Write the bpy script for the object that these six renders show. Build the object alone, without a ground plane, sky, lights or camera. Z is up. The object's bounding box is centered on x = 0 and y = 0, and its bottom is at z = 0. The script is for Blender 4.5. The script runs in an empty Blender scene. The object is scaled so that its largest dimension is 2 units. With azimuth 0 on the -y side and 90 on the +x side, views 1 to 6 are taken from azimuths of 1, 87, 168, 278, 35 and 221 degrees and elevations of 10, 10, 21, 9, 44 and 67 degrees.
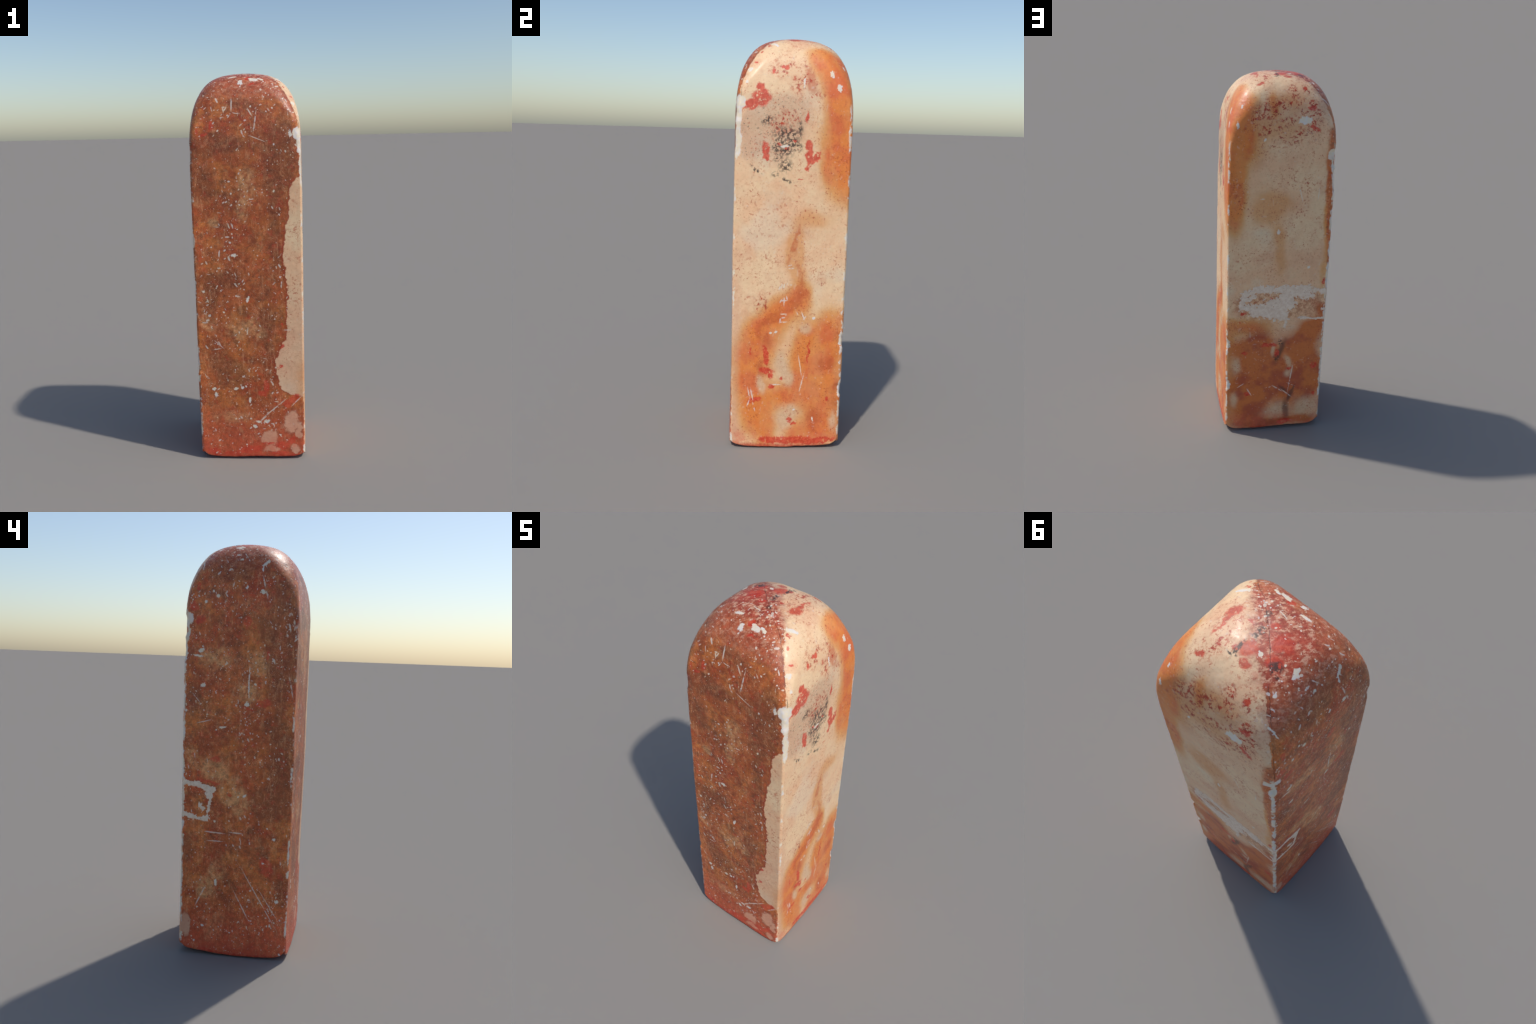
import math
import bpy
from mathutils import Euler
import numpy as np

# ---------------------------------------------------------------- profiles
# The stone is a square pillar that widens a little upwards and ends in a
# cushion dome.  Each side has its own gently bowed profile: (height, offset).
HEIGHT = 2.0
LEVELS = [0.0, 0.06, 0.4, 0.8, 1.2, 1.45, 1.56]
SIDE_LEFT = [-0.2555, -0.2570, -0.2650, -0.2700, -0.2745, -0.2770, -0.2795]
SIDE_RIGHT = [0.2735, 0.2745, 0.2765, 0.2780, 0.2785, 0.2780, 0.2770]
SIDE_FRONT = [-0.2665, -0.2680, -0.2715, -0.2720, -0.2725, -0.2735, -0.2725]
SIDE_BACK = [0.2600, 0.2610, 0.2665, 0.2685, 0.2700, 0.2700, 0.2710]
DOME_POWER = {"left": 3.15, "right": 2.95, "front": 2.85, "back": 3.1}
CORNER_Z = [0.0, 0.8, 1.45, 1.62, 1.75, 1.85, 1.92, 1.97, 2.0]
CORNER_R = [.013, .011, .012, .017, .037, .087, .110, .112, .10]
# how far each upright corner really stands from the crossing of the side
# profiles (the plan is not quite square): height, then (x, y) per corner
RIDGE_Z = [0.06, 0.20, 0.40, 0.60, 0.80, 1.00, 1.20, 1.40, 1.55]
RIDGE = {
    (1, 1): [(0.281, 0.266), (0.281, 0.2665), (0.281, 0.267), (0.281, 0.2668), (0.2805, 0.2668), (0.281, 0.268), (0.2815, 0.2668), (0.282, 0.2665), (0.2805, 0.267)],
    (-1, 1): [(-0.2615, 0.2737), (-0.2625, 0.2732), (-0.2645, 0.2725), (-0.2661, 0.2723), (-0.2675, 0.2723), (-0.2693, 0.2723), (-0.2709, 0.2727), (-0.2713, 0.273), (-0.2697, 0.272)],
    (-1, -1): [(-0.266, -0.263), (-0.2695, -0.2618), (-0.272, -0.2605), (-0.2727, -0.2613), (-0.2737, -0.2617), (-0.2771, -0.2622), (-0.28, -0.258), (-0.282, -0.2572), (-0.2825, -0.2568)],
    (1, -1): [(.2790, -.2775), (.2795, -.2775), (.2782, -.2765), (.2772, -.2770), (.2757, -.2785), (.2749, -.2800), (.2736, -.2795), (.2730, -.2793), (.2700, -.2797)]}
BULGE = {"front": .006, "right": .006, "back": .006, "left": .0065}

def pchip(x, xk, yk):
    """Monotone cubic through the profile points."""
    xk, yk = np.asarray(xk, float), np.asarray(yk, float)
    h = np.diff(xk)
    d = np.diff(yk) / h
    m = np.zeros(len(xk))
    m[0], m[-1] = d[0], d[-1]
    for i in range(1, len(xk) - 1):
        if d[i - 1] * d[i] > 0:
            w1, w2 = 2 * h[i] + h[i - 1], h[i] + 2 * h[i - 1]
            m[i] = (w1 + w2) / (w1 / d[i - 1] + w2 / d[i])
    i = np.clip(np.searchsorted(xk, x) - 1, 0, len(h) - 1)
    t = (x - xk[i]) / h[i]
    return ((1 + 2 * t) * (1 - t) ** 2 * yk[i] + t * (1 - t) ** 2 * h[i] * m[i]
            + t * t * (3 - 2 * t) * yk[i + 1] + t * t * (t - 1) * h[i] * m[i + 1])


def sides(z):
    """Left, right, front and back offsets; above the springing line a superellipse."""
    z = np.asarray(z, float)
    q = np.clip((z - LEVELS[-1]) / (HEIGHT - LEVELS[-1]), 0, 1)
    low = np.minimum(z, LEVELS[-1])
    out = []
    for profile, name in ((SIDE_LEFT, "left"), (SIDE_RIGHT, "right"), (SIDE_FRONT, "front"), (SIDE_BACK, "back")):
        n = DOME_POWER[name]
        out.append(pchip(low, LEVELS, profile) * np.maximum(1 - q ** n, 0) ** (1 / n))
    return out


def hash3(ix, iy, iz, seed):
    n = (ix * 73856093) ^ (iy * 19349663) ^ (iz * 83492791) ^ (seed * 2654435761)
    n = (n ^ (n >> 13)) * 1274126177 & 0x7FFFFFFF
    n = (n ^ (n >> 16)) & 0xFFFF
    return n / 32767.5 - 1.0


def noise(p, scale, seed=0, octaves=1):
    """Smooth value noise, about -1..1, of an (n, 3) array of points."""
    total, amp, norm = 0.0, 1.0, 0.0
    for o in range(octaves):
        q = p * scale * 2 ** o + 37.7 * o
        i = np.floor(q).astype(np.int64)
        f = q - i
        f = f * f * f * (f * (f * 6 - 15) + 10)
        v = 0.0
        for dx in (0, 1):
            for dy in (0, 1):
                for dz in (0, 1):
                    w = (np.abs(1 - dx - f[:, 0]) * np.abs(1 - dy - f[:, 1]) * np.abs(1 - dz - f[:, 2]))
                    v = v + w * hash3(i[:, 0] + dx, i[:, 1] + dy, i[:, 2] + dz, seed + o)
        total = total + amp * v
        norm += amp
        amp *= 0.5
    return total / norm


def smooth(a, b, x):
    t = np.clip((x - a) / (b - a), 0, 1)
    return t * t * (3 - 2 * t)


SIDE_N, CORNER_N = 104, 18


def ring(r):
    """Unit square (-1..1) with rounded corners, anticlockwise from the +x+y corner."""
    arcs, out = [], []
    th = np.linspace(0, math.pi / 2, CORNER_N)
    flat = np.linspace(0, 1, SIDE_N + 2)[1:-1, None]
    for sx, sy, a in ((1, 1, 0), (-1, 1, 1), (-1, -1, 2), (1, -1, 3)):
        t = th + a * math.pi / 2
        arcs.append(np.stack([sx * (1 - r) + r * np.cos(t), sy * (1 - r) + r * np.sin(t)], 1))
    for k in range(4):
        a, b = arcs[k][-1], arcs[(k + 1) % 4][0]
        out += [arcs[k], a + (b - a) * flat]
    return np.concatenate(out)


def corners(z):
    """The four upright corners at the heights z: {(x sign, y sign): (x, y)}."""
    x0, x1, y0, y1 = sides(z)
    zr = np.minimum(z, RIDGE_Z[-1])
    rx0, rx1, ry0, ry1 = sides(zr)
    out = {}
    for (sx, sy), pts in RIDGE.items():
        ox = np.interp(zr, RIDGE_Z, [p[0] for p in pts]) / np.where(sx > 0, rx1, rx0)
        oy = np.interp(zr, RIDGE_Z, [p[1] for p in pts]) / np.where(sy > 0, ry1, ry0)
        out[sx, sy] = (ox * np.where(sx > 0, x1, x0), oy * np.where(sy > 0, y1, y0))
    return out


def levels():
    shaft = np.linspace(0, 1.55, 390)
    t = np.linspace(0, 1, 190)[1:]
    s = math.sqrt(0.45) * (1 - t)
    dome = HEIGHT - s ** 2
    return np.concatenate([shaft, dome[:-1], [HEIGHT - 2e-6]])


def base_edge(x, y):
    """Height of the worn lower rim: lifted at the corners and toward the back."""
    h = 0.009 + 0.0085 * smooth(-.05, .27, y) + 0.004 * smooth(.27, -.1, x) * smooth(0, .2, y) + .005 * smooth(-.1, -.27, y)
    for cx, cy, lift, reach in ((-.263, -.260, .042, .020), (.279, -.277, .026, .022), (.279, .262, .035, .022), (-.259, .273, .050, .021)):
        d = np.hypot(x - cx, y - cy)
        h = h + lift * np.exp(-d / reach)
    return h


def body_grid():
    zs = levels()
    x0, x1, y0, y1 = sides(zs)
    half = .25 * (x1 - x0 + y1 - y0)
    rad = np.minimum(pchip(zs, CORNER_Z, CORNER_R) / np.maximum(half, 1e-6), .98)
    con = corners(zs)
    bow = np.clip(half / .27, 0, 1)
    rows = []
    for i, z in enumerate(zs):
        a, b = ring(rad[i]).T
        x = y = 0.0
        for (sx, sy), (cx, cy) in con.items():
            w = (1 + sx * a) * (1 + sy * b) / 4
            x, y = x + w * cx[i], y + w * cy[i]
        swell = 1 + .5 * math.exp(-((z - 1.6) / .25) ** 2)       # fuller just below the dome
        x = x + bow[i] * (1 - b * b) * (BULGE["right"] * (1 + a) / 2 - swell * BULGE["left"] * (1 - a) / 2)
        y = y + bow[i] * (1 - a * a) * (swell * BULGE["back"] * (1 + b) / 2 - BULGE["front"] * (1 - b) / 2)
        rows.append(np.stack([x, y, np.full(len(a), z)], 1))
    return np.stack(rows)


# ---------------------------------------------------------------- relief
# chips knocked off the upright corners: x sign, y sign, height, half length, depth
CORNER_CHIPS = [(1, -1, 1.665, .080, .0065), (1, -1, 1.53, .09, .0025), (-1, 1, 1.600, .055, .012),
                (-1, 1, 1.50, .05, .005), (-1, 1, 1.30, .05, .003), (1, 1, .56, .04, .005), (1, 1, .31, .04, .005),
                (-1, -1, 1.60, .05, .004), (-1, -1, .50, .03, .003)]
# the hairline crack follows the diagonal over the dome: (x - y, x + y)
CRACK_T = [-.36, -.234, -.17, -.10, 0.0, .10, .198, .25, .296, .34, .38, .44, .50]
CRACK_S = [-.010, -.010, -.026, -.030, -.033, -.030, -.027, -.012, -.006, -.008, -.010, -.008, .004]


def relieve(P, N):
    """Hand-polished unevenness, knocked corners, the crack and the worn lower rim."""
    x, y, z = P.T
    d = .0016 * noise(P, 5.0, 3, 2) + .0009 * noise(P, 18.0, 5, 2) + .0005 * noise(P, 60.0, 7, 2)
    r = pchip(z, CORNER_Z, CORNER_R)
    con = corners(z)
    for sx, sy, zc, half, deep in CORNER_CHIPS:
        cx, cy = con[sx, sy]
        near = np.abs(x - cx) + np.abs(y - cy)
        t = np.abs(z - zc + .012 * noise(P, 26, 11)) / half
        d = d - deep * smooth(.052, .012, near) * smooth(1, .45, t) * (1 + .35 * noise(P, 55, 13))
    upright = np.maximum(0, np.minimum(np.abs(N[:, 0]), np.abs(N[:, 1])) - .2) * (z < 1.6)
    d = d - upright * (.001 + .002 * noise(P, 34, 17, 2))
    s = x + y - np.interp(x - y, CRACK_T, CRACK_S) + .005 * noise(P, 40, 19, 2)
    d = d - .0016 * np.exp(-(s / .0030) ** 2) * smooth(1.60, 1.72, z) * (.5 + .5 * (x > y))
    # worn dip where the lower rim of the back broke away
    d = d - .006 * np.exp(-((x + .055) / .045) ** 2 - ((z - .035) / .014) ** 2) * (y > .2)
    P = P + N * d[:, None]
    return P


def grid_normals(G):
    du = np.roll(G, -1, 1) - np.roll(G, 1, 1)
    dv = np.gradient(G, axis=0)
    N = np.cross(du, dv)
    return N / (np.linalg.norm(N, axis=2, keepdims=True) + 1e-12)


def settle(P):
    """Squash the lowest 12 cm onto the uneven rim line."""
    x, y, z = P.T
    rim = base_edge(x, y) + .0030 * noise(P * [1, 1, 0], 11, 23, 2) + .0015 * noise(P * [1, 1, 0], 45, 29, 2)
    P = P.copy()
    P[:, 2] = z + rim * np.maximum(0, 1 - z / .12)
    return P


def stone_surface():
    G = body_grid()
    shape = G.shape
    N = grid_normals(G).reshape(-1, 3)
    P = settle(relieve(G.reshape(-1, 3), N))
    return P.reshape(shape)


# ---------------------------------------------------------------- node helper
def srgb(r, g, b):
    return tuple((c / 255 / 12.92) if c <= 10 else ((c / 255 + .055) / 1.055) ** 2.4 for c in (r, g, b)) + (1.0,)


class Graph:
    """Writes shader nodes from short expressions."""

    def __init__(self, name, side="dome"):
        self.side = side
        self.mat = bpy.data.materials.new(name)
        self.mat.use_nodes = True
        self.t = self.mat.node_tree
        self.t.nodes.clear()
        self.place = self.vec("ADD", self.node("ShaderNodeTexCoord").outputs["Object"], (1e-6, 0, 0))

    def node(self, kind, **set_to):
        n = self.t.nodes.new(kind)
        for k, v in set_to.items():
            setattr(n, k, v)
        return n

    def feed(self, socket, value):
        if isinstance(value, bpy.types.NodeSocket):
            self.t.links.new(value, socket)
        elif isinstance(value, (int, float)) and socket.type in ("VECTOR",):
            socket.default_value = (value,) * 3
        else:
            socket.default_value = value

    def math(self, op, a, b=None, c=None, clamp=False):
        n = self.node("ShaderNodeMath", operation=op, use_clamp=clamp)
        for i, v in enumerate((a, b, c)):
            if v is not None:
                self.feed(n.inputs[i], v)
        return n.outputs[0]

    def add(self, a, b): return self.math("ADD", a, b)
    def sub(self, a, b): return self.math("SUBTRACT", a, b)
    def mul(self, a, b): return self.math("MULTIPLY", a, b)
    def low(self, a, b): return self.math("MINIMUM", a, b)
    def high(self, a, b): return self.math("MAXIMUM", a, b)
    def inv(self, a): return self.math("SUBTRACT", 1.0, a)

    def every(self, *masks):
        out = masks[0]
        for m in masks[1:]:
            out = self.mul(out, m)
        return out

    def vec(self, op, a, b):
        n = self.node("ShaderNodeVectorMath", operation=op)
        self.feed(n.inputs[0], a)
        if op == "SCALE":
            self.feed(n.inputs["Scale"], b)
        elif b is not None:
            self.feed(n.inputs[1], b)
        return n.outputs["Value" if op in ("LENGTH", "DISTANCE", "DOT_PRODUCT") else "Vector"]

    def step(self, a, b, x):
        """0 below a, 1 above b, smooth between (a may exceed b)."""
        n = self.node("ShaderNodeMapRange", interpolation_type="SMOOTHSTEP")
        lo, hi, t0, t1 = (a, b, 0.0, 1.0) if a < b else (b, a, 1.0, 0.0)
        self.feed(n.inputs[0], x)
        for i, v in zip((1, 2, 3, 4), (lo, hi, t0, t1)):
            n.inputs[i].default_value = v
        return n.outputs[0]

    def noise(self, scale, detail=2.0, rough=.5, where=None, colour=False, distort=0.0):
        n = self.node("ShaderNodeTexNoise")
        self.feed(n.inputs["Vector"], self.place if where is None else where)
        n.inputs["Scale"].default_value = scale
        n.inputs["Detail"].default_value = detail
        n.inputs["Roughness"].default_value = rough
        n.inputs["Distortion"].default_value = distort
        return n.outputs["Color" if colour else 0]

    def shift(self, offset, where=None, stretch=(1, 1, 1), turn=(0, 0, 0)):
        n = self.node("ShaderNodeMapping")
        self.feed(n.inputs[0], self.place if where is None else where)
        n.inputs["Location"].default_value = offset
        n.inputs["Rotation"].default_value = turn
        n.inputs["Scale"].default_value = stretch
        return n.outputs[0]

    def pack(self, a, b, c):
        n = self.node("ShaderNodeCombineXYZ")
        for i, v in enumerate((a, b, c)):
            self.feed(n.inputs[i], v)
        return n.outputs[0]

    def slant(self, offset, stretch, turn, where=None):
        """Turned first, then stretched: drawn-out patterns in any direction."""
        return self.shift(offset, self.shift((0, 0, 0), where, turn=turn), stretch=stretch)

    def warp(self, scale, amount, detail=3.0, rough=.6):
        """The place, pushed about by noise: gives every outline a natural wander."""
        push = self.pack(*(self.math("MULTIPLY_ADD", self.noise(scale, detail, rough, self.shift((k * 4.3, k * 1.7, 0))), amount, -amount / 2)
                           for k in range(3)))
        return self.vec("ADD", self.place, push)

    def cells(self, scale, where=None, jitter=1.0):
        n = self.node("ShaderNodeTexVoronoi")
        self.feed(n.inputs["Vector"], self.place if where is None else where)
        n.inputs["Scale"].default_value = scale
        n.inputs["Randomness"].default_value = jitter
        s = self.node("ShaderNodeSeparateColor")
        self.feed(s.inputs[0], n.outputs["Color"])
        return n.outputs["Distance"], s.outputs[0]

    def mix(self, fac, a, b, blend="MIX"):
        n = self.node("ShaderNodeMix", data_type="RGBA", blend_type=blend)
        self.feed(n.inputs[0], fac)
        self.feed(n.inputs[6], a)
        self.feed(n.inputs[7], b)
        return n.outputs[2]

    def xyz(self, v):
        n = self.node("ShaderNodeSeparateXYZ")
        self.feed(n.inputs[0], v)
        return n.outputs[0], n.outputs[1], n.outputs[2]

    def curve(self, x, points):
        """Piecewise curve through (x, y) pairs, both within 0..1."""
        n = self.node("ShaderNodeFloatCurve")
        c = n.mapping.curves[0]
        c.points[0].location = points[0]
        c.points[1].location = points[-1]
        for p in points[1:-1]:
            c.points.new(*p)
        for p in c.points:
            p.handle_type = "VECTOR"
        n.mapping.update()
        self.feed(n.inputs["Value"], x)
        return n.outputs[0]

    def gather(self, spots, where, kind):
        """Spots joined into one field: "hard" keeps the smallest scaled distance
        (1 = on an outline), "soft" adds up bell-shaped hills (0.37 on an outline)."""
        before = 9.0 if kind == "hard" else 0.0
        for face, u, h, ru, rh, *turn in spots:
            if not self.shows(face, u, h, ru, rh, 1.5 if kind == "hard" else 2.6):
                continue
            a = math.radians(turn[0]) if turn else 0.0
            lx, hx, ly, hy = (float(v[0]) for v in sides(np.array([min(h, 1.99)])))
            deep = .022 if abs(h) < 1.75 and face != "dome" and abs(u) > .24 else .055
            if face == "front":
                c, r, e = (u, ly, h), (ru, deep, rh), (0, -a, 0)
            elif face == "back":
                c, r, e = (u, hy, h), (ru, deep, rh), (0, a, 0)
            elif face == "right":
                c, r, e = (hx, u, h), (deep, ru, rh), (a, 0, 0)
            elif face == "left":
                c, r, e = (lx, u, h), (deep, ru, rh), (-a, 0, 0)
            else:                       # on the dome: u is (x, y), radii along x and y
                c, r, e = (u[0], u[1], h), (ru, rh, .05), (0, 0, a)
            turned = Euler(e).to_matrix()
            n = self.node("ShaderNodeGroup", node_tree=spot_group(kind))
            self.feed(n.inputs["Where"], where)
            n.inputs["Centre"].default_value = c
            for k in range(3):
                n.inputs["Axis " + "ABC"[k]].default_value = tuple(turned.col[k] / r[k])
            self.feed(n.inputs["Before"], before)
            before = n.outputs[0]
        return before

    def shows(self, face, u, h, ru, rh, reach):
        """Whether a spot can touch the surface this material is for."""
        if self.side == "dome":
            return face == "dome" or h + reach * rh > 1.58
        if face == "dome" or h - reach * rh > 1.62:
            return False
        return face == self.side or abs(u) + .6 * reach * ru > .25

    def spots(self, spots, where, soft=.25):
        return self.step(1 + soft, 1 - soft, self.gather(spots, where, "hard"))

    def cloud(self, spots, where, low=.15, high=.75):
        return self.step(low, high, self.gather(spots, where, "soft"))


def spot_group(kind):
    """One turned ellipsoid, folded into the field gathered so far."""
    name = kind + "_spot"
    if name in bpy.data.node_groups:
        return bpy.data.node_groups[name]
    t = bpy.data.node_groups.new(name, "ShaderNodeTree")
    for label in ("Where", "Centre", "Axis A", "Axis B", "Axis C"):
        t.interface.new_socket(label, in_out="INPUT", socket_type="NodeSocketVector")
    t.interface.new_socket("Before", in_out="INPUT", socket_type="NodeSocketFloat")
    t.interface.new_socket("Field", in_out="OUTPUT", socket_type="NodeSocketFloat")
    inside, outside = t.nodes.new("NodeGroupInput"), t.nodes.new("NodeGroupOutput")

    def op(kind_of_node, operation, *sources):
        n = t.nodes.new(kind_of_node)
        n.operation = operation
        for i, s in enumerate(sources):
            if isinstance(s, float):
                n.inputs[i].default_value = s
            else:
                t.links.new(s, n.inputs[i])
        return n

    off = op("ShaderNodeVectorMath", "SUBTRACT", inside.outputs[0], inside.outputs[1]).outputs[0]
    parts = [op("ShaderNodeVectorMath", "DOT_PRODUCT", off, inside.outputs[2 + k]).outputs["Value"] for k in range(3)]
    square = None
    for p in parts:
        n = op("ShaderNodeMath", "MULTIPLY_ADD", p, p, square if square is not None else 0.0)
        square = n.outputs[0]
    if kind == "hard":
        d = op("ShaderNodeMath", "SQRT", square).outputs[0]
        last = op("ShaderNodeMath", "MINIMUM", inside.outputs["Before"], d)
    else:
        d = op("ShaderNodeMath", "POWER", .37, square).outputs[0]
        last = op("ShaderNodeMath", "ADD", inside.outputs["Before"], d)
    t.links.new(last.outputs[0], outside.inputs[0])
    return t


# ---------------------------------------------------------------- where the colours sit
# (face, sideways position, height, half width, half height, turn in degrees)
SOFT_ORANGE = [
    ("dome", (.215, .160), 1.86, .07, .08, 0), ("dome", (.17, .21), 1.86, .06, .05, 0), ("back", .23, 1.74, .07, .12, 0), ("right", .22, 1.76, .06, .12, 0), ("right", .19, 1.82, .085, .14, 0), ("right", .12, 1.90, .06, .06, 0), ("right", .235, 1.62, .075, .22, 0),
    ("right", .235, 1.42, .06, .16, 0), ("right", .18, 1.44, .06, .14, 0), ("right", .22, .61, .075, .11, 20),
    ("right", .05, .79, .045, .07, 0),
    ("right", .0, .73, .06, .06, 35), ("right", -.07, .67, .07, .065, 35), ("right", -.13, .59, .075, .10, 25),
    ("right", -.18, .48, .085, .12, 0), ("right", -.20, .34, .06, .14, 0), ("right", -.15, .19, .075, .12, 0),
    ("right", -.10, .10, .04, .10, 0), ("right", -.02, .27, .075, .055, 0), ("right", .055, .43, .045, .16, -6),
    ("right", .11, .55, .07, .10, 0), ("right", .19, .48, .08, .12, 0), ("right", .13, .34, .08, .12, 0),
    ("right", .19, .24, .07, .12, 0), ("right", .17, .12, .09, .08, 0), ("right", .06, .08, .045, .05, 0),
    ("back", .225, 1.80, .06, .12, 20), ("back", .24, 1.60, .055, .22, 0), ("back", .235, 1.38, .04, .16, 0),
    ("back", .16, .67, .12, .05, -6), ("back", .05, 1.86, .025, .06, 0),
    ("back", -.25, 1.25, .02, .35, 0)]
DEEP_STAIN = [
    ("back", .0, .32, .24, .26, 0), ("back", .16, .53, .10, .085, 0), ("back", .09, .50, .06, .12, 0), ("back", .18, .22, .10, .16, 0),
    ("back", .11, .34, .065, .14, 0), ("back", -.15, .58, .10, .06, 25), ("back", -.20, .66, .075, .05, 30),
    ("back", -.15, .44, .085, .13, 0), ("back", -.21, .34, .06, .12, 0), ("back", -.08, .34, .05, .09, 0),
    ("back", -.10, .23, .05, .08, 30), ("back", -.24, .76, .035, .06, 30), ("back", -.15, .05, .12, .03, 0),
    ("back", .10, .05, .12, .04, 0), ("back", -.24, 1.55, .02, .15, 0)]
TAN_FILM = [("back", .03, 1.38, .11, .07, 0), ("back", .09, 1.32, .08, .09, 0), ("back", .015, 1.20, .04, .06, 0), ("back", -.005, 1.07, .035, .11, 0),
            ("back", .04, 1.76, .16, .07, 0), ("back", .16, 1.66, .08, .12, 0), ("back", -.02, 1.88, .10, .05, 0),
            ("right", .10, 1.15, .10, .05, 0),
            ("right", .015, 1.03, .040, .11, -12), ("right", .038, .90, .034, .10, 8), ("right", .02, .97, .03, .1, 0)]
RUST_VEIN = [
    ("right", .015, 1.03, .012, .10, -12), ("right", .04, .89, .012, .09, 8), ("right", .055, .78, .028, .05, 0),
    ("right", -.0, .73, .04, .03, 35), ("right", -.075, .66, .045, .03, 30), ("right", -.125, .58, .035, .07, 20),
    ("right", -.12, .42, .035, .05, 0), ("right", .19, .44, .05, .05, 0), ("right", .13, .15, .05, .06, 0),
    ("right", .06, 1.80, .025, .06, 10)]
RED_PASTE = [
    ("right", -.160, 1.712, .045, .040, 25), ("right", -.205, 1.680, .040, .025, 10), ("right", -.165, 1.755, .02, .022, 0),
    ("right", -.134, 1.480, .018, .030, 15), ("right", -.130, 1.445, .014, .022, 0), ("right", .066, 1.500, .018, .026, 0),
    ("right", .085, 1.425, .034, .016, 35), ("right", .068, 1.455, .016, .034, 0), ("right", .105, 1.447, .015, .024, -20),
    ("right", .060, 1.397, .010, .016, 0), ("right", .055, 1.627, .008, .030, -5), ("right", -.038, 1.487, .010, .010, 0),
    ("right", -.070, 1.500, .010, .010, 0), ("right", -.004, 1.517, .010, .009, 0), ("right", .030, 1.340, .014, .004, 10),
    ("right", -.104, .402, .04, .016, -10), ("right", -.083, .375, .013, .014, 0), ("right", -.078, .323, .014, .014, 0),
    ("right", -.160, .252, .036, .015, 12), ("right", .013, .147, .012, .016, 0), ("right", .036, .128, .016, .007, 0),
    ("right", .200, .259, .008, .012, 0), ("right", -.030, .367, .010, .012, 0), ("right", -.185, 1.871, .007, .006, 0),
    ("right", -.055, 1.853, .020, .010, 0), ("right", -.107, 1.835, .010, .016, 0), ("right", -.050, .042, .09, .020, 0),
    ("right", .060, .040, .09, .024, 0), ("right", .170, .040, .08, .018, 8), ("right", -.18, .50, .006, .02, 0),
    ("right", .10, .50, .006, .06, 0), ("right", -.11, .48, .012, .05, 8),
    ("back", -.058, .047, .045, .016, 8), ("back", .000, .500, .016, .024, 0), ("back", -.073, .396, .012, .010, 0),
    ("back", .178, .505, .014, .012, 0), ("back", -.215, .405, .020, .020, 0), ("back", -.225, .222, .012, .014, 30),
    ("back", .195, .748, .016, .008, 20), ("back", .212, .70, .006, .006, 0), ("back", .045, .83, .006, .008, 0),
    ("back", -.245, .925, .01, .02, 0), ("back", -.155, 1.755, .030, .012, -25), ("back", -.140, 1.852, .022, .012, 0),
    ("back", .160, .24, .02, .010, 0), ("back", .05, .55, .05, .012, 0),
    ("front", -.172, 1.740, .010, .024, -8), ("front", -.209, 1.693, .020, .008, 12), ("front", -.243, 1.708, .010, .022, 0),
    ("front", .080, .40, .016, .034, 0), ("front", .060, .360, .026, .014, 0), ("front", .166, .730, .007, .014, 0),
    ("front", .156, .503, .013, .010, 20), ("front", .215, .325, .045, .020, 30), ("front", .185, .295, .02, .012, 0),
    ("front", -.010, .050, .060, .022, 6), ("front", -.100, .030, .050, .014, 8), ("front", .150, .030, .05, .012, 0),
    ("front", .160, .075, .035, .024, -20), ("front", .166, .614, .012, .012, 0), ("front", .21, .10, .03, .016, 45),
    ("front", .085, .085, .035, .006, 0), ("front", -.20, .04, .035, .02, 0),
    ("left", .229, 1.690, .020, .026, 20), ("left", .200, 1.627, .026, .018, 30), ("left", -.113, 1.255, .035, .020, 10),
    ("left", -.037, 1.231, .03, .006, -20), ("left", -.026, 1.627, .020, .022, 0), ("left", -.123, 1.478, .010, .02, 0),
    ("left", .110, .982, .030, .014, 0), ("left", .039, .813, .015, .005, 5), ("left", -.152, .470, .03, .05, 20),
    ("left", .130, .024, .05, .012, -8), ("left", .150, .874, .06, .010, -10), ("left", .210, 1.78, .012, .02, 0)]
BLACK_INK = [("right", -.03, 1.505, .055, .022, 0), ("right", -.045, 1.47, .035, .025, 0), 
    ("right", -.070, 1.522, .034, .012, 10), ("right", -.085, 1.486, .020, .024, 0), ("right", -.010, 1.520, .030, .014, 0),
    ("right", .020, 1.570, .014, .040, 0), ("right", .005, 1.490, .030, .022, 0), ("right", -.078, 1.440, .018, .020, 0),
    ("right", -.042, 1.405, .028, .030, 0), ("right", -.085, 1.367, .018, .010, 40), ("right", -.040, 1.340, .040, .007, -25),
    ("right", -.130, 1.610, .030, .020, 0), ("right", -.18, 1.385, .03, .006, -40), ("right", -.04, 1.55, .06, .03, 0),
    ("back", .003, .468, .016, .018, 0), ("back", -.022, .560, .014, .020, 30)]
GREY_FILM = [("right", -.10, 1.55, .13, .14, 0), ("right", -.22, 1.52, .04, .09, 0), ("right", -.03, 1.64, .09, .09, 0)]
DARK_VEIN = [("back", -.064, .12, .018, .075, 4), ("back", -.085, .22, .012, .05, -20), ("back", -.045, .265, .03, .010, -40),
             ("back", -.10, .26, .006, .03, -30), ("back", -.02, .51, .015, .07, -20)]
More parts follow.
